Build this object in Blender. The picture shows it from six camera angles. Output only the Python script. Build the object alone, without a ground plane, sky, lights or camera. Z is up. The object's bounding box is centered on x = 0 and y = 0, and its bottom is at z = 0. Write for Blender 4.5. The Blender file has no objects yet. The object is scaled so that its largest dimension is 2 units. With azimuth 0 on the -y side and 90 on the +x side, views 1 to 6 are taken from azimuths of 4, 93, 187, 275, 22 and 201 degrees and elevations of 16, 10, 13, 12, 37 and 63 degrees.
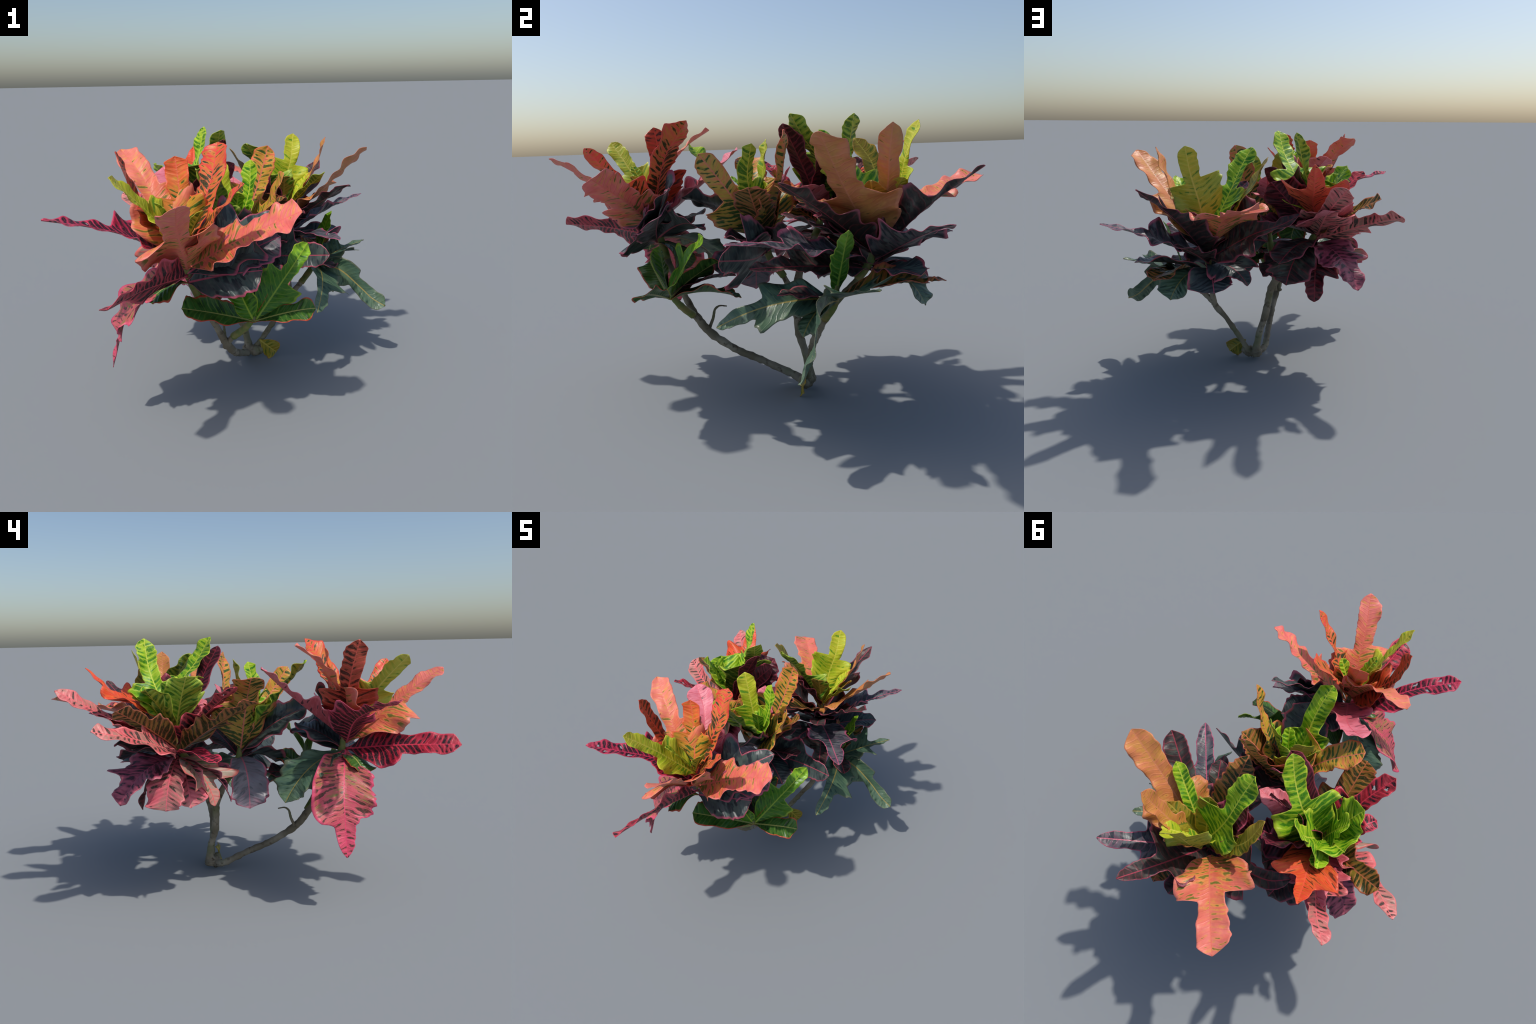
"""Croton shrub: four leaf rosettes on three bare branches, built leaf by leaf."""
import bpy, math
import numpy as np
from mathutils import Vector

RNG = np.random.default_rng(11)

# ----------------------------------------------------------------- helpers
def smooth_curve(knots, t):
    """Monotone cubic (Fritsch-Carlson) through (t, value) knots."""
    x = np.array([k[0] for k in knots], float)
    y = np.array([k[1] for k in knots], float)
    h = np.diff(x); d = np.diff(y) / h
    m = np.zeros_like(y)
    for i in range(1, len(x) - 1):
        if d[i - 1] * d[i] > 0:
            w1, w2 = 2 * h[i] + h[i - 1], h[i] + 2 * h[i - 1]
            m[i] = (w1 + w2) / (w1 / d[i - 1] + w2 / d[i])
    m[0], m[-1] = d[0], d[-1]
    i = np.clip(np.searchsorted(x, t) - 1, 0, len(h) - 1)
    s = (t - x[i]) / h[i]
    return ((1 + 2 * s) * (1 - s) ** 2 * y[i] + s * (1 - s) ** 2 * h[i] * m[i]
            + s * s * (3 - 2 * s) * y[i + 1] + s * s * (s - 1) * h[i] * m[i + 1])

def unit(v):
    return v / (np.linalg.norm(v, axis=-1, keepdims=True) + 1e-12)

def srgb(r, g, b):
    out = []
    for c in (r, g, b):
        c /= 255.0
        out.append(c / 12.92 if c <= 0.04045 else ((c + 0.055) / 1.055) ** 2.4)
    return (*out, 1.0)

# ----------------------------------------------------------------- materials
class Graph:
    """Tiny wrapper that lets shader maths read like formulas."""
    def __init__(self, name):
        self.mat = bpy.data.materials.new(name)
        self.mat.use_nodes = True
        self.nt = self.mat.node_tree
        self.nt.nodes.clear()
        self.out = self.nt.nodes.new("ShaderNodeOutputMaterial")
    def node(self, kind, **props):
        n = self.nt.nodes.new(kind)
        for k, v in props.items():
            setattr(n, k, v)
        return n
    def link(self, value, socket):
        if isinstance(value, bpy.types.NodeSocket):
            self.nt.links.new(value, socket)
        else:
            socket.default_value = value
    def math(self, op, a, b=0.0, c=0.0, clamp=False):
        n = self.node("ShaderNodeMath", operation=op, use_clamp=clamp)
        self.link(a, n.inputs[0]); self.link(b, n.inputs[1]); self.link(c, n.inputs[2])
        return n.outputs[0]
    def step(self, x, lo, hi):
        n = self.node("ShaderNodeMapRange", interpolation_type="SMOOTHSTEP")
        self.link(x, n.inputs["Value"])
        n.inputs["From Min"].default_value = lo
        n.inputs["From Max"].default_value = hi
        return n.outputs["Result"]
    def mix(self, f, a, b):
        n = self.node("ShaderNodeMix", data_type="RGBA")
        self.link(f, n.inputs[0]); self.link(a, n.inputs[6]); self.link(b, n.inputs[7])
        return n.outputs[2]
    def vec(self, x, y, z):
        n = self.node("ShaderNodeCombineXYZ")
        self.link(x, n.inputs[0]); self.link(y, n.inputs[1]); self.link(z, n.inputs[2])
        return n.outputs[0]
    def noise(self, v, scale, detail=2.0):
        n = self.node("ShaderNodeTexNoise")
        self.link(v, n.inputs["Vector"])
        n.inputs["Scale"].default_value = scale
        n.inputs["Detail"].default_value = detail
        return n.outputs["Fac"]
    def prop(self, name):
        return self.node("ShaderNodeAttribute", attribute_type="OBJECT", attribute_name='["%s"]' % name).outputs["Fac"]


def leaf_material(name, base, tip, blotch, halo, vein, margin, cover=0.5, cover_tip=0.0,
                  vein_strength=0.8, margin_strength=0.8, midrib=None, tip_from=0.65,
                  spacing=0.026, rough=0.42, back=0.35, edge_glow=0.0, cloud=None, stripe=0.55):
    """Leaf skin on the leaf's own flat rest shape (Generated coordinates):
    x runs along the midrib in metres, y across, |z| falls towards the margin."""
    g = Graph(name)
    tc = g.node("ShaderNodeTexCoord")
    sep = g.node("ShaderNodeSeparateXYZ")
    g.link(tc.outputs["Generated"], sep.inputs[0])
    x, y, z = (g.math("MULTIPLY_ADD", sep.outputs[i], 2.0, -1.0) for i in range(3))
    rnd = g.node("ShaderNodeObjectInfo").outputs["Random"]
    length = g.prop("length")
    t = g.math("DIVIDE", x, length)
    ay = g.math("ABSOLUTE", y)
    edge = g.math("SUBTRACT", 1.2, g.math("ABSOLUTE", z))
    seed = g.math("MULTIPLY", rnd, 37.0)
    p = g.vec(x, y, seed)
    wob = g.noise(p, 22.0, 2.0)
    slow = g.noise(p, 12.0, 1.0)
    big = g.noise(p, 9.0, 2.0)
    xw = g.math("MULTIPLY_ADD", g.math("SUBTRACT", wob, 0.5), 0.010, g.math("MULTIPLY_ADD", g.math("SUBTRACT", slow, 0.5), 0.05, x))
    # left and right laterals are not opposite each other
    side = g.math("MULTIPLY", g.math("SIGN", y), spacing * 0.22)
    ph = g.math("FRACT", g.math("DIVIDE", g.math("ADD", xw, side), spacing))
    tri = g.math("MULTIPLY", g.math("ABSOLUTE", g.math("SUBTRACT", ph, 0.5)), 2.0)
    lateral = g.math("MULTIPLY", g.step(tri, 0.66, 0.98), g.math("MULTIPLY_ADD", g.step(g.noise(p, 34.0, 1.0), 0.3, 0.65), 0.6, 0.4))
    # net of finer veins
    vo = g.node("ShaderNodeTexVoronoi", feature="DISTANCE_TO_EDGE")
    g.link(g.vec(g.math("MULTIPLY", xw, 1.0), g.math("MULTIPLY", y, 0.55), seed), vo.inputs["Vector"])
    vo.inputs["Scale"].default_value = 95.0
    net = g.math("SUBTRACT", 1.0, g.step(vo.outputs["Distance"], 0.0, 0.10))
    # blotches sit between the laterals, stretched along them
    patch = g.noise(g.vec(g.math("MULTIPLY", x, 52.0), g.math("MULTIPLY", y, 20.0), seed), 1.0, 2.5)
    c = g.math("MULTIPLY_ADD", t, cover_tip - cover, cover)
    lvl = g.math("ADD", g.math("MULTIPLY", g.math("SUBTRACT", patch, 0.5), 2.0), g.math("MULTIPLY", g.math("SUBTRACT", 0.45, tri), stripe))
    lvl = g.math("ADD", lvl, g.math("MULTIPLY", g.math("SUBTRACT", big, 0.5), 1.0))
    lvl = g.math("ADD", lvl, g.math("MULTIPLY_ADD", c, 1.4, -0.7))
    # blotches keep off the very margin when the margin is bright
    lvl = g.math("SUBTRACT", lvl, g.math("MULTIPLY", g.step(edge, 0.7, 1.0), 0.35 * edge_glow))
    m_halo = g.step(lvl, -0.5, -0.02)
    m_blot = g.step(lvl, -0.02, 0.16)
    m_tip = g.step(g.math("ADD", t, g.math("MULTIPLY", g.math("SUBTRACT", big, 0.5), 0.5)), tip_from - 0.15, min(tip_from + 0.3, 1.15))
    col = g.mix(m_tip, base, tip)
    col = g.mix(g.math("MULTIPLY", m_halo, 0.75), col, halo)
    if cloud:
        col = g.mix(g.math("MULTIPLY", g.step(g.noise(g.vec(x, y, g.math("ADD", seed, 5.0)), 14.0, 3.0), 0.42, 0.66), 0.8), col, cloud)
    col = g.mix(m_blot, col, blotch)
    col = g.mix(g.math("MULTIPLY", net, 0.28 * vein_strength), col, vein)
    col = g.mix(g.math("MULTIPLY", lateral, vein_strength), col, vein)
    m_edge = g.step(g.math("ADD", edge, g.math("MULTIPLY", g.math("SUBTRACT", wob, 0.5), 0.12)), 0.86, 0.98)
    col = g.mix(g.math("MULTIPLY", m_edge, margin_strength), col, margin)
    mw = g.math("MULTIPLY_ADD", t, -0.0032, 0.0060)
    m_mid = g.math("SUBTRACT", 1.0, g.step(g.math("DIVIDE", ay, mw), 0.45, 1.0))
    col = g.mix(g.math("MULTIPLY", m_mid, 0.95), col, midrib or vein)
    # the underside is duller
    m_back = g.math("LESS_THAN", z, 0.0)
    dull = g.node("ShaderNodeHueSaturation")
    dull.inputs["Saturation"].default_value = 0.9
    dull.inputs["Value"].default_value = 0.86
    g.link(col, dull.inputs["Color"])
    col = g.mix(g.math("MULTIPLY", m_back, back * 2), col, dull.outputs[0])
    var = g.node("ShaderNodeHueSaturation")
    g.link(g.math("MULTIPLY_ADD", rnd, 0.012, 0.496), var.inputs["Hue"])
    g.link(g.math("MULTIPLY_ADD", g.noise(p, 60.0, 3.0), 0.28, 0.86), var.inputs["Value"])
    g.link(col, var.inputs["Color"])
    col = var.outputs[0]
    b = g.node("ShaderNodeBsdfPrincipled")
    g.link(col, b.inputs["Base Color"])
    b.inputs["Roughness"].default_value = rough
    b.inputs["Specular IOR Level"].default_value = 0.35
    bump = g.node("ShaderNodeBump")
    bump.inputs["Strength"].default_value = 0.35
    bump.inputs["Distance"].default_value = 0.004
    g.link(g.math("MULTIPLY_ADD", lateral, -0.6, g.math("MULTIPLY", g.noise(p, 120.0, 2.0), 0.35)), bump.inputs["Height"])
    g.link(bump.outputs[0], b.inputs["Normal"])
    tr = g.node("ShaderNodeBsdfTranslucent")
    g.link(col, tr.inputs["Color"])
    ms = g.node("ShaderNodeMixShader")
    ms.inputs[0].default_value = 0.16
    g.link(b.outputs[0], ms.inputs[1]); g.link(tr.outputs[0], ms.inputs[2])
    g.link(ms.outputs[0], g.out.inputs["Surface"])
    return g.mat


def bark_material():
    g = Graph("bark")
    tc = g.node("ShaderNodeTexCoord")
    p = tc.outputs["Object"]
    n1 = g.noise(p, 9.0, 4.0); n2 = g.noise(p, 34.0, 4.0); n3 = g.noise(p, 110.0, 3.0)
    col = g.mix(g.step(n1, 0.35, 0.68), srgb(112, 103, 84), srgb(150, 142, 124))
    col = g.mix(g.step(n2, 0.52, 0.72), col, srgb(84, 72, 56))
    col = g.mix(g.math("MULTIPLY", g.step(g.noise(p, 6.0, 3.0), 0.55, 0.7), 0.45), col, srgb(98, 108, 62))
    b = g.node("ShaderNodeBsdfPrincipled")
    g.link(col, b.inputs["Base Color"])
    b.inputs["Roughness"].default_value = 0.85
    bump = g.node("ShaderNodeBump")
    bump.inputs["Strength"].default_value = 0.5
    bump.inputs["Distance"].default_value = 0.004
    g.link(g.math("ADD", n2, g.math("MULTIPLY", n3, 0.5)), bump.inputs["Height"])
    g.link(bump.outputs[0], b.inputs["Normal"])
    g.link(b.outputs[0], g.out.inputs["Surface"])
    return g.mat


def shoot_material():
    g = Graph("green_shoot")
    p = g.node("ShaderNodeTexCoord").outputs["Object"]
    col = g.mix(g.step(g.noise(p, 30.0, 3.0), 0.4, 0.65), srgb(96, 112, 50), srgb(128, 118, 66))
    b = g.node("ShaderNodeBsdfPrincipled")
    g.link(col, b.inputs["Base Color"])
    b.inputs["Roughness"].default_value = 0.6
    g.link(b.outputs[0], g.out.inputs["Surface"])
    return g.mat

S = srgb
PALETTE = {
    "green": leaf_material("leaf_lime_green", base=S(142, 190, 28), tip=S(176, 206, 42), blotch=S(64, 132, 18), halo=S(118, 176, 26),
                           vein=S(208, 218, 78), margin=S(204, 214, 64), cover=0.62, cover_tip=0.42, vein_strength=0.6, margin_strength=0.6, cloud=S(172, 202, 40)),
    "yellow": leaf_material("leaf_yellow_green", base=S(176, 194, 38), tip=S(206, 204, 56), blotch=S(96, 150, 28), halo=S(166, 188, 38),
                            vein=S(218, 214, 84), margin=S(206, 204, 60), cover=0.52, cover_tip=0.2, vein_strength=0.5, margin_strength=0.4, cloud=S(204, 200, 52)),
    "red": leaf_material("leaf_red_barred", base=S(224, 74, 58), tip=S(236, 62, 62), blotch=S(52, 66, 36), halo=S(206, 142, 52),
                         vein=S(234, 84, 78), margin=S(232, 76, 62), cover=0.76, cover_tip=0.34, vein_strength=0.75, margin_strength=0.95, edge_glow=1.0, cloud=S(226, 120, 54)),
    "flame_red": leaf_material("leaf_flame_red", base=S(226, 70, 44), tip=S(236, 66, 52), blotch=S(120, 54, 30), halo=S(232, 104, 50),
                               vein=S(240, 84, 64), margin=S(238, 76, 56), cover=0.42, cover_tip=0.25, vein_strength=0.6),
    "dusky": leaf_material("leaf_dusky_rose", base=S(172, 82, 102), tip=S(196, 106, 118), blotch=S(54, 34, 42), halo=S(136, 56, 76),
                           vein=S(176, 80, 102), margin=S(206, 110, 124), cover=0.55, cover_tip=0.35, vein_strength=0.5, cloud=S(120, 62, 80)),
    "scarlet": leaf_material("leaf_scarlet", base=S(176, 44, 32), tip=S(206, 52, 44), blotch=S(74, 36, 24), halo=S(168, 66, 34),
                             vein=S(224, 66, 58), margin=S(214, 62, 48), cover=0.5, cover_tip=0.45, vein_strength=0.75, cloud=S(196, 60, 40)),
    "salmon": leaf_material("leaf_salmon", base=S(230, 110, 78), tip=S(242, 132, 122), blotch=S(124, 122, 52), halo=S(236, 164, 82),
                            vein=S(240, 122, 102), margin=S(238, 132, 120), cover=0.5, cover_tip=0.16, vein_strength=0.4, tip_from=0.55, cloud=S(240, 118, 106)),
    "copper": leaf_material("leaf_copper_orange", base=S(206, 122, 66), tip=S(226, 134, 90), blotch=S(150, 110, 50), halo=S(222, 150, 76),
                            vein=S(226, 140, 100), margin=S(222, 130, 96), cover=0.3, cover_tip=0.1, vein_strength=0.35, tip_from=0.5, cloud=S(214, 150, 72)),
    "orange": leaf_material("leaf_orange_mottled", base=S(196, 158, 54), tip=S(238, 126, 84), blotch=S(60, 98, 42), halo=S(210, 176, 56),
                            vein=S(232, 134, 86), margin=S(236, 118, 82), midrib=S(240, 126, 104), cover=0.66, cover_tip=0.4, vein_strength=0.6,
                            margin_strength=0.9, tip_from=0.55, edge_glow=0.8, cloud=S(206, 170, 58)),
    "flame": leaf_material("leaf_flame", base=S(176, 146, 46), tip=S(240, 92, 62), blotch=S(72, 104, 36), halo=S(214, 158, 54),
                           vein=S(234, 136, 72), margin=S(240, 94, 64), midrib=S(240, 112, 84), cover=0.66, cover_tip=0.14, vein_strength=0.6,
                           margin_strength=0.9, tip_from=0.5, edge_glow=1.0, cloud=S(230, 116, 58)),
    "olive": leaf_material("leaf_olive_copper", base=S(126, 116, 40), tip=S(196, 104, 66), blotch=S(52, 66, 30), halo=S(140, 124, 44),
                           vein=S(214, 122, 82), margin=S(210, 104, 78), cover=0.66, cover_tip=0.5, vein_strength=0.7, cloud=S(168, 112, 52)),
    "khaki": leaf_material("leaf_khaki", base=S(150, 138, 34), tip=S(160, 128, 46), blotch=S(96, 110, 30), halo=S(158, 142, 40),
                           vein=S(190, 172, 70), margin=S(196, 138, 54), cover=0.5, cover_tip=0.3, vein_strength=0.4),
    "crimson": leaf_material("leaf_crimson_barred", base=S(168, 34, 58), tip=S(236, 110, 124), blotch=S(44, 32, 38), halo=S(140, 34, 52),
                             vein=S(220, 62, 94), margin=S(226, 76, 106), cover=0.72, cover_tip=0.42, vein_strength=0.8, tip_from=0.8, edge_glow=0.9, cloud=S(190, 48, 76)),
    "pink": leaf_material("leaf_pink_mottled", base=S(220, 104, 114), tip=S(244, 176, 168), blotch=S(66, 62, 54), halo=S(202, 88, 96),
                          vein=S(240, 116, 126), margin=S(242, 126, 134), cover=0.62, cover_tip=0.34, vein_strength=0.75, tip_from=0.78, edge_glow=0.8, cloud=S(170, 132, 116)),
    "rose": leaf_material("leaf_rose", base=S(206, 84, 98), tip=S(242, 142, 158), blotch=S(112, 62, 74), halo=S(228, 110, 124),
                          vein=S(230, 102, 122), margin=S(240, 132, 146), cover=0.4, cover_tip=0.16, vein_strength=0.4, tip_from=0.5),
    "hanging": leaf_material("leaf_green_to_pink", base=S(112, 130, 54), tip=S(238, 92, 122), blotch=S(84, 58, 46), halo=S(206, 84, 98),
                             vein=S(230, 76, 108), margin=S(240, 88, 124), cover=0.46, cover_tip=0.42, vein_strength=0.7, tip_from=0.58, cloud=S(214, 84, 104)),
    "pale": leaf_material("leaf_pale_veined", base=S(164, 150, 128), tip=S(212, 146, 136), blotch=S(104, 112, 78), halo=S(182, 146, 130),
                          vein=S(232, 98, 100), margin=S(236, 108, 104), cover=0.45, cover_tip=0.3, vein_strength=0.7, spacing=0.034, stripe=0.15),
    "maroon": leaf_material("leaf_maroon", base=S(104, 34, 48), tip=S(132, 44, 60), blotch=S(56, 24, 32), halo=S(94, 32, 44),
                            vein=S(150, 50, 68), margin=S(176, 72, 92), cover=0.58, cover_tip=0.5, vein_strength=0.5, cloud=S(70, 48, 50)),
    "plum": leaf_material("leaf_plum_veined", base=S(64, 53, 52), tip=S(110, 58, 66), blotch=S(46, 47, 47), halo=S(60, 51, 50),
                          vein=S(148, 58, 70), margin=S(176, 74, 94), midrib=S(176, 66, 84), cover=0.6, cover_tip=0.4, vein_strength=0.4, tip_from=0.9, spacing=0.034, cloud=S(84, 96, 86), stripe=0.15),
    "slate": leaf_material("leaf_slate_dark", base=S(66, 78, 79), tip=S(150, 104, 112), blotch=S(48, 58, 62), halo=S(64, 75, 77),
                           vein=S(104, 88, 92), margin=S(206, 88, 110), midrib=S(190, 84, 102), cover=0.55, cover_tip=0.4, vein_strength=0.25,
                           tip_from=0.97, rough=0.36, cloud=S(92, 110, 102), stripe=0.15),
    "violet": leaf_material("leaf_slate_pink_tip", base=S(88, 90, 96), tip=S(206, 104, 138), blotch=S(56, 66, 72), halo=S(92, 88, 98),
                            vein=S(158, 92, 116), margin=S(216, 96, 130), midrib=S(214, 100, 130), cover=0.62, cover_tip=0.45, vein_strength=0.35, tip_from=0.88, rough=0.36, cloud=S(112, 122, 120), stripe=0.15),
    "painted_sheen": leaf_material("leaf_dark_painted_sheen", base=S(122, 122, 132), tip=S(214, 128, 144), blotch=S(92, 96, 104), halo=S(122, 122, 132),  # dark leaf, its colours lightened to grey for the sky's gloss on it
                            vein=S(150, 126, 138), margin=S(214, 104, 128), midrib=S(200, 112, 128), cover=0.4, cover_tip=0.3, vein_strength=0.25, tip_from=0.9, rough=0.34, stripe=0.15),
    "teal": leaf_material("leaf_dark_green", base=S(72, 102, 82), tip=S(116, 138, 118), blotch=S(48, 74, 60), halo=S(72, 100, 80),
                          vein=S(118, 136, 92), margin=S(128, 120, 96), midrib=S(168, 150, 84), cover=0.5, cover_tip=0.3, vein_strength=0.25,
                          margin_strength=0.5, tip_from=0.7, rough=0.36, cloud=S(96, 122, 92), stripe=0.15),
    "deep": leaf_material("leaf_deep_green_red_rim", base=S(46, 92, 34), tip=S(66, 116, 44), blotch=S(30, 64, 28), halo=S(48, 92, 34),
                          vein=S(128, 150, 60), margin=S(222, 70, 58), midrib=S(170, 170, 96), cover=0.5, cover_tip=0.3, vein_strength=0.4, rough=0.36, cloud=S(66, 104, 40), stripe=0.15),
    "leafy": leaf_material("leaf_mid_green", base=S(64, 122, 24), tip=S(150, 198, 46), blotch=S(40, 92, 20), halo=S(70, 126, 26),
                           vein=S(158, 184, 58), margin=S(168, 190, 52), cover=0.55, cover_tip=0.2, vein_strength=0.4, tip_from=0.7, rough=0.36, stripe=0.15),
}
BARK, SHOOT = bark_material(), shoot_material()

# ----------------------------------------------------------------- leaf shapes
def tongue(f, hi=0.40):
    """Broad lobed foot narrowing to a strap-shaped tongue (width fraction f)."""
    return [(0, .05), (.04, .13), (.09, .48), (.18, .86), (.29, 1.0), (hi - .02, .96), (hi + .04, .66), (hi + .09, f * .86),
            (.64, f * .93), (.80, f * 1.05), (.90, f * .95), (.96, f * .6), (1, .02)]
def oval(f=1.0):
    return [(0, .05), (.04, .13), (.12, .52), (.28, .88), (.48, 1.0), (.66, .95), (.82, .74), (.93, .42), (1, .02)]
def strap(f=1.0):
    return [(0, .08), (.06, .14), (.16, .55), (.32, .84), (.55, .95), (.74, 1.0), (.88, .86), (.96, .5), (1, .03)]
def oak(f=.55):
    """Two pairs of lobes, then a pointed tongue."""
    return [(0, .05), (.04, .13), (.10, .52), (.19, .86), (.27, .78), (.33, .80), (.42, 1.0), (.50, .92), (.56, f * .85), (.66, f * .72),
            (.80, f * .7), (.90, f * .55), (.96, f * .35), (1, .02)]
def trident(f=.35):
    """Three sharp lobes."""
    return [(0, .05), (.06, .12), (.16, .5), (.30, .8), (.44, 1.0), (.50, .86), (.55, .5), (.62, f), (.75, f * .9), (.88, f * .6), (1, .02)]
def drooper(f=.32):
    """Broad oval blade ending in two corners and a narrow tongue."""
    return [(0, .05), (.04, .16), (.12, .62), (.25, .90), (.42, 1.0), (.56, .96), (.62, .84), (.67, .50), (.74, f), (.88, f * .82), (.96, f * .45), (1, .02)]
FORMS = {"drooper": drooper, "tongue": tongue, "oval": oval, "strap": strap, "oak": oak, "trident": trident}

ROOT = bpy.data.objects.new("croton_shrub", None)
ROOT.empty_display_size = 0.2
bpy.context.scene.collection.objects.link(ROOT)
ROOT["label"] = "croton shrub with lobed green, red, pink and dark leaves"
ROOT["category"] = "shrub"

def add_mesh(name, verts, faces, material, parent=None, origin=(0, 0, 0), smooth=True):
    me = bpy.data.meshes.new(name)
    o = np.array(origin)
    me.from_pydata([tuple(v) for v in (np.asarray(verts) - o)], [], faces)
    me.materials.append(material)
    if smooth:
        me.polygons.foreach_set("use_smooth", [True] * len(me.polygons))
    me.update()
    ob = bpy.data.objects.new(name, me)
    bpy.context.scene.collection.objects.link(ob)
    ob.location = origin
    ob.parent = parent
    return ob

def tube(path, radii, sides=10, knobs=0.0, rng=RNG):
    """Round stem along a smoothed path."""
    path, radii = np.array(path, float), np.array(radii, float)
    k = np.linspace(0, 1, len(path)); n = 8 * (len(path) - 1) + 1
    u = np.linspace(0, 1, n)
    P = np.stack([smooth_curve(list(zip(k, path[:, i])), u) for i in range(3)], 1)
    R = smooth_curve(list(zip(k, radii)), u)
    T = unit(np.gradient(P, axis=0))
    ref = np.array([0.31, 0.2, 0.93])
    verts, faces = [], []
    for i in range(n):
        a = unit(np.cross(T[i], ref)); b = np.cross(T[i], a)
        swell = 1 + knobs * rng.normal() * 0.6
        for j in range(sides):
            th = 2 * math.pi * j / sides
            r = R[i] * swell * (1 + knobs * rng.normal() * 0.5)
            verts.append(P[i] + r * (math.cos(th) * a + math.sin(th) * b))
    for i in range(n - 1):
        for j in range(sides):
            q = (j + 1) % sides
            faces.append((i * sides + j, i * sides + q, (i + 1) * sides + q, (i + 1) * sides + j))
    faces.append(tuple(range(sides))[::-1])
    faces.append(tuple(range((n - 1) * sides, n * sides)))
    return np.array(verts), faces

LEAVES = []
NT, NS = 56, 9

def leaf(base, tip, skin, form="tongue", width=0.2, f=0.45, bow=-0.05, roll=0.0, fold=0.22, wave=0.11,
         side=0.0, sweep=None, hi=None, hook=0.0, facing=None, skew=0.0, holes=(), twist=0.0, edge=None, via=()):
    """One leaf. base/tip: ends of the midrib. bow: how far the midrib bulges towards the
    upper face (fraction of length); side: sideways bulge; roll/twist: turn about the midrib
    in degrees; facing: azimuth the leaf radiates to (default: base to tip);
    edge: a point on the blade's rim, fixing its tilt;
    via: points the midrib runs through; fold: V of the blade; wave: margin waves; hook: tip curling back."""
    B, T = np.array(base, float), np.array(tip, float)
    seed = abs(int((T[0] * 7919 + T[1] * 104729 + T[2] * 1299709) * 100)) % (2 ** 31)
    rng = np.random.default_rng(seed)
    D = T - B
    L0 = np.linalg.norm(D); d = D / L0
    rad = np.array([D[0], D[1], 0.0])
    if facing is not None:
        a = math.radians(facing); rad = np.array([math.sin(a), -math.cos(a), 0.0])
    rad = unit(rad)
    el = math.atan2(d[2], float(d @ rad))
    up = -math.sin(el) * rad + math.cos(el) * np.array([0, 0, 1.0])
    up = unit(up - (up @ d) * d)
    lat = np.cross(up, d)
    r = math.radians(roll)
    up, lat = math.cos(r) * up + math.sin(r) * lat, math.cos(r) * lat - math.sin(r) * up
    if edge is not None:  # a point known to lie on the blade's rim sets the tilt
        e = np.array(edge, float) - B
        e = unit(e - (e @ d) * d)
        n = np.cross(d, e)
        if n @ up < 0: e, n = -e, -n
        up, lat = n, e
    # midrib: cubic Bezier with both handles pushed out by the bow
    c1 = B + D * 0.33 + up * bow * L0 * 1.33 + lat * side * L0 * 1.33
    c2 = B + D * (0.66) + up * (bow * 1.33 + hook) * L0 + lat * side * L0 * 1.33
    fine = np.linspace(0, 1, 160)[:, None]
    C = (1 - fine) ** 3 * B + 3 * (1 - fine) ** 2 * fine * c1 + 3 * (1 - fine) * fine ** 2 * c2 + fine ** 3 * T
    if via:  # the midrib passes through known points
        pts = np.array([B, *via, T])
        k = np.concatenate([[0], np.cumsum(np.linalg.norm(np.diff(pts, axis=0), axis=1))])
        m = np.gradient(pts, k, axis=0)
        u = np.linspace(0, k[-1], 160)
        i = np.clip(np.searchsorted(k, u) - 1, 0, len(k) - 2)
        h = (k[i + 1] - k[i])[:, None]; q = ((u - k[i])[:, None]) / h
        C = ((1 + 2 * q) * (1 - q) ** 2 * pts[i] + q * (1 - q) ** 2 * h * m[i]
             + q * q * (3 - 2 * q) * pts[i + 1] + q * q * (q - 1) * h * m[i + 1])
    seg = np.linalg.norm(np.diff(C, axis=0), axis=1)
    arc = np.concatenate([[0], np.cumsum(seg)]); L = arc[-1]; arc /= L
    tang = unit(np.gradient(C, axis=0))
    # rows along the midrib, denser where the outline turns
    t = np.linspace(0, 1, NT)
    knots = FORMS[form](f) if hi is None else FORMS[form](f, hi)
    if sweep is None:  # laterals of broad blades stand out more squarely
        sweep = min(.65, max(.28, .12 / width))
    hw = width * 0.54
    jl, jr = rng.normal(0, .07, 2)
    def rim(shift):
        return smooth_curve([(k + (shift * .35 if 0.1 < k < .7 else 0), v * (1 + (rng.normal(0, .06 if k < .55 else .03) if 0.1 < k < .99 else 0))) for k, v in knots], t)
    wl, wr = rim(jl), rim(jr)
    cup_l, cup_r = rng.normal(.0, .18, 2)
    crumple = rng.normal(0, 1, (4, 3))
    wl *= hw * (1 + jl + skew); wr *= hw * (1 + jr - skew)
    ripple_l = sum(rng.normal(0, .03) * np.sin(2 * np.pi * (q * t * L / .12 + rng.random())) for q in (1, 1.9, 3.1))
    ripple_r = sum(rng.normal(0, .03) * np.sin(2 * np.pi * (q * t * L / .12 + rng.random())) for q in (1, 1.9, 3.1))
    env = np.clip(t * 6, 0, 1) * np.clip((1 - t) * 9, 0, 1)
    wl *= 1 + ripple_l * env; wr *= 1 + ripple_r * env
    s = np.linspace(-1, 1, 2 * NS + 1)
    fq = rng.uniform(.8, 1.3) / 0.13
    p1, p2 = rng.random(2) * 6.28
    top, rest = [], []
    tw = math.radians(twist + rng.normal(0, 10))
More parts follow.
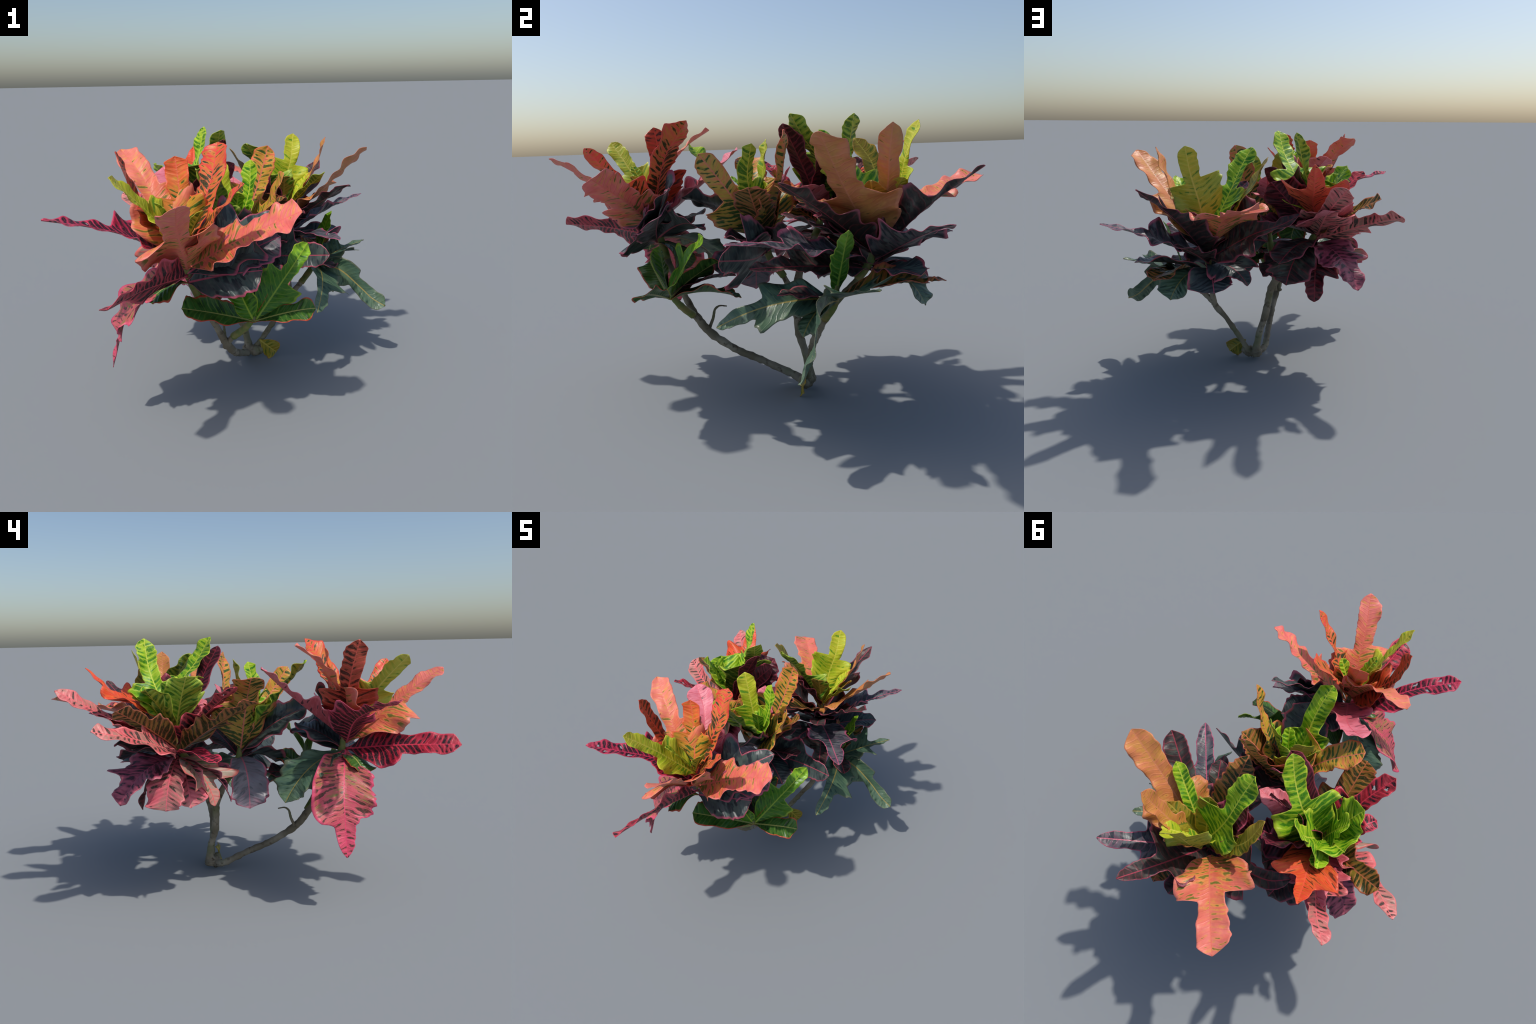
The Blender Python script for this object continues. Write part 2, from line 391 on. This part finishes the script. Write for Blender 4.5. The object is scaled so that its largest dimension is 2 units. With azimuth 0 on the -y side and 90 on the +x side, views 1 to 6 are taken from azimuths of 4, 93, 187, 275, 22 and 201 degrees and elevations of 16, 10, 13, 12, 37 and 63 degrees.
    for i, ti in enumerate(t):
        w = np.where(s < 0, wl[i], wr[i])
        y = s * w
        ay = np.abs(y)
        tt = np.clip(ti + np.minimum(sweep * ay / L * (1 - ti ** 6), (1 - ti) * .6), 0, 1)
        P = np.stack([np.interp(tt, arc, C[:, k]) for k in range(3)], 1)
        Q = unit(np.stack([np.interp(tt, arc, tang[:, k]) for k in range(3)], 1))
        N = unit(up - (Q @ up)[:, None] * Q)
        X = np.cross(N, Q)
        ang = tw * (tt - .3)
        N, X = (np.cos(ang)[:, None] * N + np.sin(ang)[:, None] * X, np.cos(ang)[:, None] * X - np.sin(ang)[:, None] * N)
        lift = fold * ay * (1 - .25 * ti)
        ph = np.where(s < 0, p1, p2)
        lift = lift + wave * np.abs(s) ** 2 * w * np.sin(6.283 * fq * ti * L + ph) * 1.2
        # each half cups or rolls back on its own, and the blade buckles softly
        lift = lift + np.where(s < 0, cup_l, cup_r) * s * s * w * math.sin(math.pi * min(1, ti * 1.3))
        for ca, cb, cc in crumple:
            lift = lift + .0022 * ca * np.sin(ti * L * (34 + 9 * cb) + y * (42 + 14 * cc) + 5 * cb) * np.clip(np.abs(s) * 2, 0, 1)
        # blade quilted between the laterals
        lift = lift - 0.0016 * np.cos(6.283 * ti * L / .021) * np.abs(s) * (1 - np.abs(s)) * 4 * env[i]
        top.append(P + X * (y * math.cos(math.atan(fold)))[:, None] + N * lift[:, None])
        rest.append(np.stack([np.full_like(y, ti * L), y, 1.2 - np.abs(s)], 1))
    top = np.array(top); rest = np.array(rest)
    # thickness: a little more along the midrib, none lost at the rim
    du = np.gradient(top, axis=0); dv = np.gradient(top, axis=1)
    nrm = unit(np.cross(dv, du))
    if np.mean(nrm @ up) < 0: nrm = -nrm
    th = 0.0016 + 0.0035 * np.exp(-(rest[..., 1] / .006) ** 2) * (1 - .7 * rest[..., 0] / L)
    low = top - nrm * th[..., None]
    rest_low = rest * np.array([1, 1, -1])
    n, m = top.shape[:2]
    V = np.concatenate([top.reshape(-1, 3), low.reshape(-1, 3)])
    Rr = np.concatenate([rest.reshape(-1, 3), rest_low.reshape(-1, 3)])
    off = n * m
    gone = np.zeros((n - 1, m - 1), bool)
    for ht, hs, hr in holes:
        for i in range(n - 1):
            for j in range(m - 1):
                cy = (rest[i, j, 1] + rest[i + 1, j + 1, 1]) / 2
                wloc = wl[i] if hs < 0 else wr[i]
                if ((t[i] + .5 / NT - ht) * L) ** 2 + (cy - hs * wloc) ** 2 < hr * hr:
                    gone[i, j] = True
    F = []
    for i in range(n - 1):
        for j in range(m - 1):
            if gone[i, j]: continue
            a, b, c, e = i * m + j, i * m + j + 1, (i + 1) * m + j + 1, (i + 1) * m + j
            F.append((a, b, c, e)); F.append((off + a, off + e, off + c, off + b))
            for (ii, jj), (q, w2) in (((i - 1, j), (b, a)), ((i + 1, j), (e, c)), ((i, j - 1), (a, e)), ((i, j + 1), (c, b))):
                if ii < 0 or jj < 0 or ii >= n - 1 or jj >= m - 1 or gone[ii, jj]:
                    F.append((q, w2, off + w2, off + q))
    name = "leaf"
    me = bpy.data.meshes.new(name)
    me.from_pydata([tuple(v) for v in Rr], [], F)
    me.materials.append(PALETTE[skin])
    me.polygons.foreach_set("use_smooth", [True] * len(me.polygons))
    me.use_auto_texspace = False
    me.texspace_location = (0, 0, 0)
    me.texspace_size = (1, 1, 1)
    ob = bpy.data.objects.new(name, me)
    bpy.context.scene.collection.objects.link(ob)
    ob.parent = ROOT
    ob.location = B
    ob["length"] = float(L)
    # the flat rest shape carries the veins; the grown shape is a shape key at full value
    ob.shape_key_add(name="flat_rest", from_mix=False)
    grown = ob.shape_key_add(name="grown", from_mix=False)
    grown.data.foreach_set("co", (V - B).astype(np.float32).ravel())
    grown.value = 1.0
    LEAVES.append(ob)
    return ob

# ----------------------------------------------------------------- branches
def branch(name, path, radii, knobs=0.11, material=None, sides=12):
    v, fcs = tube(path, radii, sides, knobs)
    return add_mesh(name, v, fcs, material or BARK, ROOT)

branch("trunk", [(-.006, .229, .017), (0, .225, .036), (.005, .228, .06)], [.026, .032, .024], .08)
branch("root_burl", [(.0, .22, .035), (.045, .205, .034), (.085, .20, .045)], [.026, .028, .016], .10)
branch("branch", [(.0, .2, .024), (-.036, .13, .052), (-.034, .02, .108), (-.034, -.10, .163), (-.046, -.235, .255), (-.066, -.29, .32),
                  (-.10, -.36, .44), (-.15, -.43, .58), (-.183, -.468, .70), (-.188, -.478, .79)],
       [.020, .018, .0165, .017, .020, .018, .015, .014, .013, .009])
branch("branch", [(.005, .235, .02), (-.010, .218, .13), (-.044, .185, .25), (-.072, .175, .39), (-.17, .2, .52), (-.27, .27, .65), (-.318, .305, .73), (-.328, .312, .80)],
       [.023, .018, .0185, .0205, .017, .015, .014, .009])
branch("branch", [(.03, .225, .02), (.08, .225, .10), (.165, .235, .23), (.225, .265, .33), (.225, .33, .44), (.205, .43, .54), (.195, .49, .63), (.192, .505, .72)],
       [.020, .0145, .0145, .016, .014, .014, .013, .009])
branch("branch", [(.225, .265, .33), (.29, .29, .40), (.35, .325, .48), (.37, .335, .56)], [.016, .014, .013, .009])
branch("branch", [(-.09, .17, .38), (-.085, .12, .50), (-.05, .055, .61), (-.043, .038, .70)], [.016, .014, .013, .008])
branch("branch", [(-.068, -.24, .26), (-.02, -.30, .34), (.04, -.34, .40), (.085, -.38, .465)], [.013, .012, .011, .008])
branch("twig", [(-.066, -.235, .262), (-.07, -.215, .31), (-.075, -.205, .35), (-.08, -.18, .366), (-.085, -.15, .362)], [.009, .007, .006, .004, .003], .1, sides=8)

for path in ([(-.150, -.43, .58), (-.183, -.468, .70), (-.19, -.479, .80)], [(-.27, .27, .65), (-.318, .305, .73), (-.329, .313, .812)],
             [(.205, .43, .54), (.195, .49, .63), (.192, .506, .73)], [(-.085, .12, .50), (-.05, .055, .61), (-.043, .038, .715)],
             [(.29, .29, .40), (.35, .325, .48), (.37, .335, .565)], [(-.02, -.30, .34), (.04, -.34, .40), (.086, -.38, .47)]):
    branch("shoot", path, [.0175, .0165, .009], .06, SHOOT)

# ----------------------------------------------------------------- leaves by rosette
def A(z): return (-.182 - .02 * (z - .7), -.485 - .02 * (z - .7), z)
def B_(z): return (-.045 + .05 * (z - .6), .05 - .12 * (z - .6), z)
def C_(z): return (.192, .50 + .08 * (z - .6), z)
def D_(z): return (-.325 - .03 * (z - .7), .305 + .08 * (z - .7), z)
FH, EH = (.36, .33, .50), (.083, -.38, .445)

# front rosette
leaf(A(.78), (-.432, -.522, 1.204), "scarlet", "tongue", .23, .40, bow=.05, via=[(-.39, -.49, 1.06)])
leaf(A(.76), (-.49, -.25, 1.183), "salmon", "tongue", .27, .38, bow=.05, edge=(-.48, -.44, .91), via=[(-.309, -.43, .998), (-.389, -.357, 1.103)])
leaf(A(.80), (-.064, -.288, 1.214), "red", "strap", .135, bow=.05, via=[(-.08, -.385, 1.084)])
leaf(A(.80), (-.399, -.733, 1.135), "yellow", "tongue", .18, .42, bow=.025, roll=35, via=[(-.345, -.668, 1.059)])
leaf(A(.76), (.08, -.705, 1.108), "red", "tongue", .20, .34, bow=.025, roll=-40)
leaf(A(.74), (-.348, -.096, 1.086), "rose", "tongue", .22, .54, bow=.025, via=[(-.277, -.172, 1.005)])
leaf(A(.72), (-.12, -.942, 1.069), "salmon", "tongue", .29, .37, bow=.05, edge=(-.296, -.742, .86), roll=-15, via=[(-.15, -.81, .985)])
leaf(A(.69), (-.535, -.475, .265), "hanging", "drooper", .265, .33, bow=.28, roll=12, via=[(-.355, -.468, .605), (-.435, -.463, .53)])
leaf(A(.72), (-.697, -.656, .964), "crimson", "tongue", .22, .42, bow=.03, holes=[(.82, .5, .008), (.7, -.5, .008), (.9, -.3, .007), (.62, .6, .008)], via=[(-.40, -.52, .866), (-.529, -.585, .92)])
leaf(A(.69), (-.36, -.985, .74), "crimson", "tongue", .24, .50, bow=.03, roll=-48, via=[(-.286, -.748, .726)])
leaf(A(.72), (.287, -.617, .989), "salmon", "tongue", .235, .6, bow=.05, edge=(.016, -.424, .93), via=[(.095, -.55, .888)])
leaf(A(.82), (-.229, -.382, 1.168), "flame", "tongue", .21, .46, bow=.03, edge=(-.075, -.428, 1.01), via=[(-.214, -.404, 1.05)])
leaf(A(.82), (-.10, -.56, .98), "green", "strap", .05, bow=.02)
leaf(A(.82), (-.27, -.60, 1.02), "green", "strap", .06, bow=.02)
leaf(A(.70), (.195, -.345, .92), "slate", "oak", .26, .5, bow=.025, roll=-50)
leaf(A(.67), (.20, -.37, .83), "violet", "oval", .20, bow=.025, roll=-55)
leaf(A(.68), (-.415, -.199, .482), "teal", "oval", .20, bow=.14)
leaf(A(.66), (.13, -.50, .72), "slate", "oval", .22, bow=.06, roll=-55)
leaf(A(.66), (-.12, -.345, .53), "deep", "oval", .16, bow=.25)
leaf(A(.66), (-.33, -.56, .60), "deep", "oval", .13, bow=.15)
leaf(A(.68), (-.08, -.25, .80), "slate", "oval", .20, bow=.06)
leaf(A(.67), (.11, -.26, .78), "slate", "oval", .18, bow=.08, roll=30)

# middle rosette
leaf(B_(.74), (.049, .002, 1.105), "green", "tongue", .19, .44, bow=.03, edge=(.10, -.066, .926), via=[(.045, -.02, .975)])
leaf(B_(.68), (.209, -.198, 1.07), "orange", "tongue", .24, .38, bow=.025, edge=(.082, -.152, .82), via=[(.163, -.124, .959)])
leaf(B_(.66), (.126, .145, 1.154), "orange", "tongue", .25, .42, bow=.05, edge=(.205, .036, .90), via=[(.09, .135, 1.018)])
leaf(B_(.70), (-.127, .057, 1.123), "yellow", "tongue", .19, .46, bow=.025, facing=200)
leaf(B_(.66), (-.381, -.05, 1.046), "orange", "tongue", .30, .42, bow=.05, via=[(-.244, -.018, .948)])
leaf(B_(.68), (-.136, -.293, 1.116), "green", "tongue", .20, .5, bow=.05, via=[(-.074, -.093, .862), (-.098, -.204, 1.003)])
leaf(B_(.63), (.421, -.108, .672), "slate", "oak", .30, .5, bow=.05, edge=(.256, -.013, .785), via=[(.219, -.002, .638)])
leaf(B_(.64), (-.03, -.32, .884), "slate", "oval", .25, bow=.08, roll=-20)
leaf(B_(.63), (-.24, -.02, .405), "painted_sheen", "oval", .19, bow=.25)
leaf(EH, (.107, -.061, .45), "deep", "oval", .15, bow=.10)
leaf(EH, (.12, -.14, .62), "deep", "oval", .16, bow=.06, roll=30)
leaf(EH, (.02, -.09, .53), "plum", "oval", .15, bow=.10, roll=20)
leaf(B_(.66), (.214, -.005, .93), "olive", "oval", .15, bow=.025)
leaf(D_(.74), (.02, .24, .92), "rose", "oval", .13, bow=.025)
leaf(C_(.68), (.04, .19, .84), "plum", "tongue", .24, .5, bow=.025)
leaf(C_(.64), (.0, .36, .86), "maroon", "oval", .16, bow=.025)
leaf(B_(.68), (-.05, .162, 1.0), "rose", "oval", .12, bow=.025)
leaf(B_(.76), (.0, -.09, .97), "green", "strap", .06, bow=.02)
leaf(B_(.66), (-.165, .05, .955), "orange", "oval", .17, bow=.02, facing=250)
leaf(B_(.62), (.14, .22, .76), "plum", "oval", .18, bow=.03)

# back right rosette
leaf(C_(.70), (.421, .537, 1.159), "copper", "tongue", .16, .52, bow=.025, via=[(.336, .533, .944), (.38, .53, 1.028)])
leaf(C_(.68), (.616, .269, 1.132), "copper", "tongue", .32, .40, bow=.05, via=[(.5, .328, 1.003)])
leaf((.185, .56, .78), (.244, .663, 1.17), "yellow", "tongue", .26, .36, hi=.52, bow=.05, edge=(.14, .613, 1.087), via=[(.205, .60, .924), (.232, .615, 1.03)])
leaf(C_(.62), (.644, .703, .816), "violet", "oak", .24, .46, bow=.02, via=[(.538, .659, .782)])
leaf(C_(.70), (-.096, .449, 1.114), "khaki", "strap", .10, bow=.025, via=[(-.055, .51, 1.027)])
leaf(C_(.64), (.40, .87, .995), "plum", "oak", .30, .38, bow=.025, roll=10, via=[(.301, .721, .869)])
leaf(C_(.74), (.01, .29, 1.15), "green", "tongue", .27, .42, bow=.05, via=[(.092, .44, .94), (.052, .365, 1.054)])
leaf(C_(.74), (.409, .285, 1.002), "green", "strap", .07, bow=.025)
leaf(C_(.64), (.519, .127, .961), "plum", "tongue", .24, .45, bow=.025)
leaf(C_(.60), (.466, -.083, .74), "violet", "oak", .24, .46, bow=.03)
leaf((.145, .56, .72), (-.09, 1.0, .938), "salmon", "tongue", .32, .40, skew=-.26, bow=.05, via=[(.085, .67, .83), (.008, .821, .886)])
leaf(C_(.62), (-.264, .566, .858), "plum", "oak", .30, .40, bow=.03, edge=(-.167, .716, .718), via=[(-.071, .585, .775), (-.175, .594, .814)])
leaf(C_(.64), (.274, .127, .83), "plum", "tongue", .17, .5, bow=.02)
leaf(C_(.66), (.13, .10, .93), "olive", "oval", .16, bow=.025)
leaf(C_(.74), (.342, .586, .96), "yellow", "strap", .07, bow=.025)
leaf(C_(.74), (.377, .464, .95), "khaki", "oval", .10, bow=.025)
leaf(C_(.60), (.24, .80, .74), "plum", "tongue", .20, .5, bow=.03)

leaf(C_(.58), (.33, .0, .62), "plum", "oak", .22, .5, bow=.025, roll=20)

leaf(C_(.72), (.02, .36, .99), "maroon", "oval", .18, bow=.03)
leaf(C_(.72), (.20, .38, .97), "khaki", "strap", .10, bow=.03)

# back left rosette
leaf(D_(.80), (-.234, .463, 1.228), "green", "tongue", .22, .40, bow=.05, edge=(-.368, .519, 1.077), via=[(-.257, .447, 1.122)])
leaf(D_(.80), (-.11, .17, 1.232), "green", "tongue", .28, .34, bow=.05, edge=(-.24, .176, 1.064), via=[(-.205, .296, 1.03), (-.149, .234, 1.117)])
leaf(D_(.76), (-.088, .135, 1.186), "maroon", "strap", .11, bow=.025)
leaf(D_(.78), (-.34, .715, 1.10), "flame_red", "trident", .28, .28, bow=.05, sweep=.9, via=[(-.313, .463, .914), (-.329, .589, .973)])
leaf(D_(.74), (-.548, .006, 1.016), "crimson", "tongue", .22, .40, bow=.05, holes=[(.75, .4, .007), (.85, -.4, .007)], via=[(-.456, .107, .933)])
leaf(D_(.72), (-.485, .808, 1.01), "pink", "tongue", .22, .40, bow=.02, roll=25, via=[(-.415, .67, .915)])
leaf(D_(.72), (-.631, .49, .93), "olive", "tongue", .17, .56, bow=.03, roll=-25)
leaf(D_(.70), (-.728, .57, .86), "pink", "tongue", .22, .44, bow=.08, roll=38, via=[(-.632, .46, .823)])
leaf(D_(.80), (-.465, .225, 1.062), "green", "oval", .16, bow=.03)
leaf(D_(.80), (-.444, .415, 1.006), "green", "oval", .20, bow=.03)
leaf(D_(.80), (-.42, .30, 1.03), "green", "tongue", .20, .5, bow=.03)
leaf(D_(.82), (-.36, .52, .99), "green", "strap", .08, bow=.03)
leaf(D_(.76), (-.06, .303, 1.05), "maroon", "oak", .26, .5, bow=.025, roll=-62)
leaf(D_(.68), (-.54, .53, .50), "dusky", "oak", .32, .6, bow=.15)
leaf(D_(.68), (-.537, .326, .474), "pink", "strap", .175, bow=.15)
leaf(D_(.68), (-.43, .12, .47), "pale", "oak", .27, .4, bow=.15)
leaf(D_(.68), (-.331, .49, .422), "maroon", "oak", .24, .5, bow=.15)
leaf(D_(.68), (-.20, .56, .52), "plum", "oval", .20, bow=.2)
leaf(D_(.68), (-.174, .62, .637), "plum", "oval", .18, bow=.12)
leaf(D_(.70), (-.532, .09, .69), "crimson", "tongue", .16, .5, bow=.06)
leaf(D_(.70), (-.40, -.07, .942), "olive", "tongue", .23, .58, bow=.03, roll=20)
leaf(D_(.72), (-.05, .42, .80), "maroon", "oval", .18, bow=.03)
leaf(D_(.66), (-.07, .45, .53), "plum", "oval", .18, bow=.08)
leaf(D_(.74), (-.41, .69, .90), "rose", "oak", .25, .5, bow=.025)

leaf(D_(.67), (-.31, .06, .46), "dusky", "oak", .20, .5, bow=.15)
leaf(D_(.67), (-.50, .22, .48), "pink", "oval", .15, bow=.15)

leaf(D_(.72), (-.12, .50, 1.0), "maroon", "oval", .20, bow=.03, roll=-50)

# low shoot under the back right rosette
leaf(FH, (.365, -.137, .395), "teal", "oak", .22, .46, bow=.12, roll=38)
leaf(FH, (.735, .19, .305), "teal", "tongue", .135, .6, bow=.20, roll=-68, via=[(.495, .262, .485), (.605, .24, .395), (.673, .213, .337)])
leaf(FH, (.641, .46, .597), "teal", "oak", .26, .3, bow=.02)
leaf(FH, (.453, .374, .781), "leafy", "oval", .08, bow=.025)
leaf(FH, (.457, .108, .546), "plum", "oval", .1, bow=.025)
leaf(FH, (.383, .745, .571), "olive", "oval", .15, bow=.06)
leaf(FH, (.46, .20, .38), "teal", "oval", .09, bow=.15)
leaf(C_(.57), (.12, .68, .50), "slate", "oval", .19, bow=.2)
leaf(C_(.57), (.33, .68, .46), "teal", "oval", .19, bow=.2)
leaf(C_(.56), (.52, .62, .62), "slate", "oval", .16, bow=.06)
leaf(C_(.58), (-.03, .63, .53), "slate", "oak", .24, .5, bow=.2)
leaf(C_(.58), (.05, .30, .52), "slate", "oval", .17, bow=.12)
leaf(B_(.62), (.16, -.13, .56), "slate", "oval", .18, bow=.12)
leaf(B_(.62), (.22, -.06, .72), "plum", "oval", .18, bow=.05)

# low shoot at the front
leaf(EH, (.318, -.182, .751), "leafy", "tongue", .18, .40, bow=.025, edge=(.099, -.30, .632))
leaf(EH, (.348, -.424, .53), "deep", "strap", .105, bow=.04, roll=-28)
leaf(EH, (-.204, -.53, .563), "deep", "strap", .125, bow=.025, roll=30)
leaf(EH, (.0, -.43, .67), "leafy", "oval", .125, bow=.02, facing=180)


# fallen leaf at the foot
leaf((.065, .20, .100), (.158, .20, .028), "khaki", "oval", .098, bow=.05, roll=-80)

bpy.context.view_layer.update()
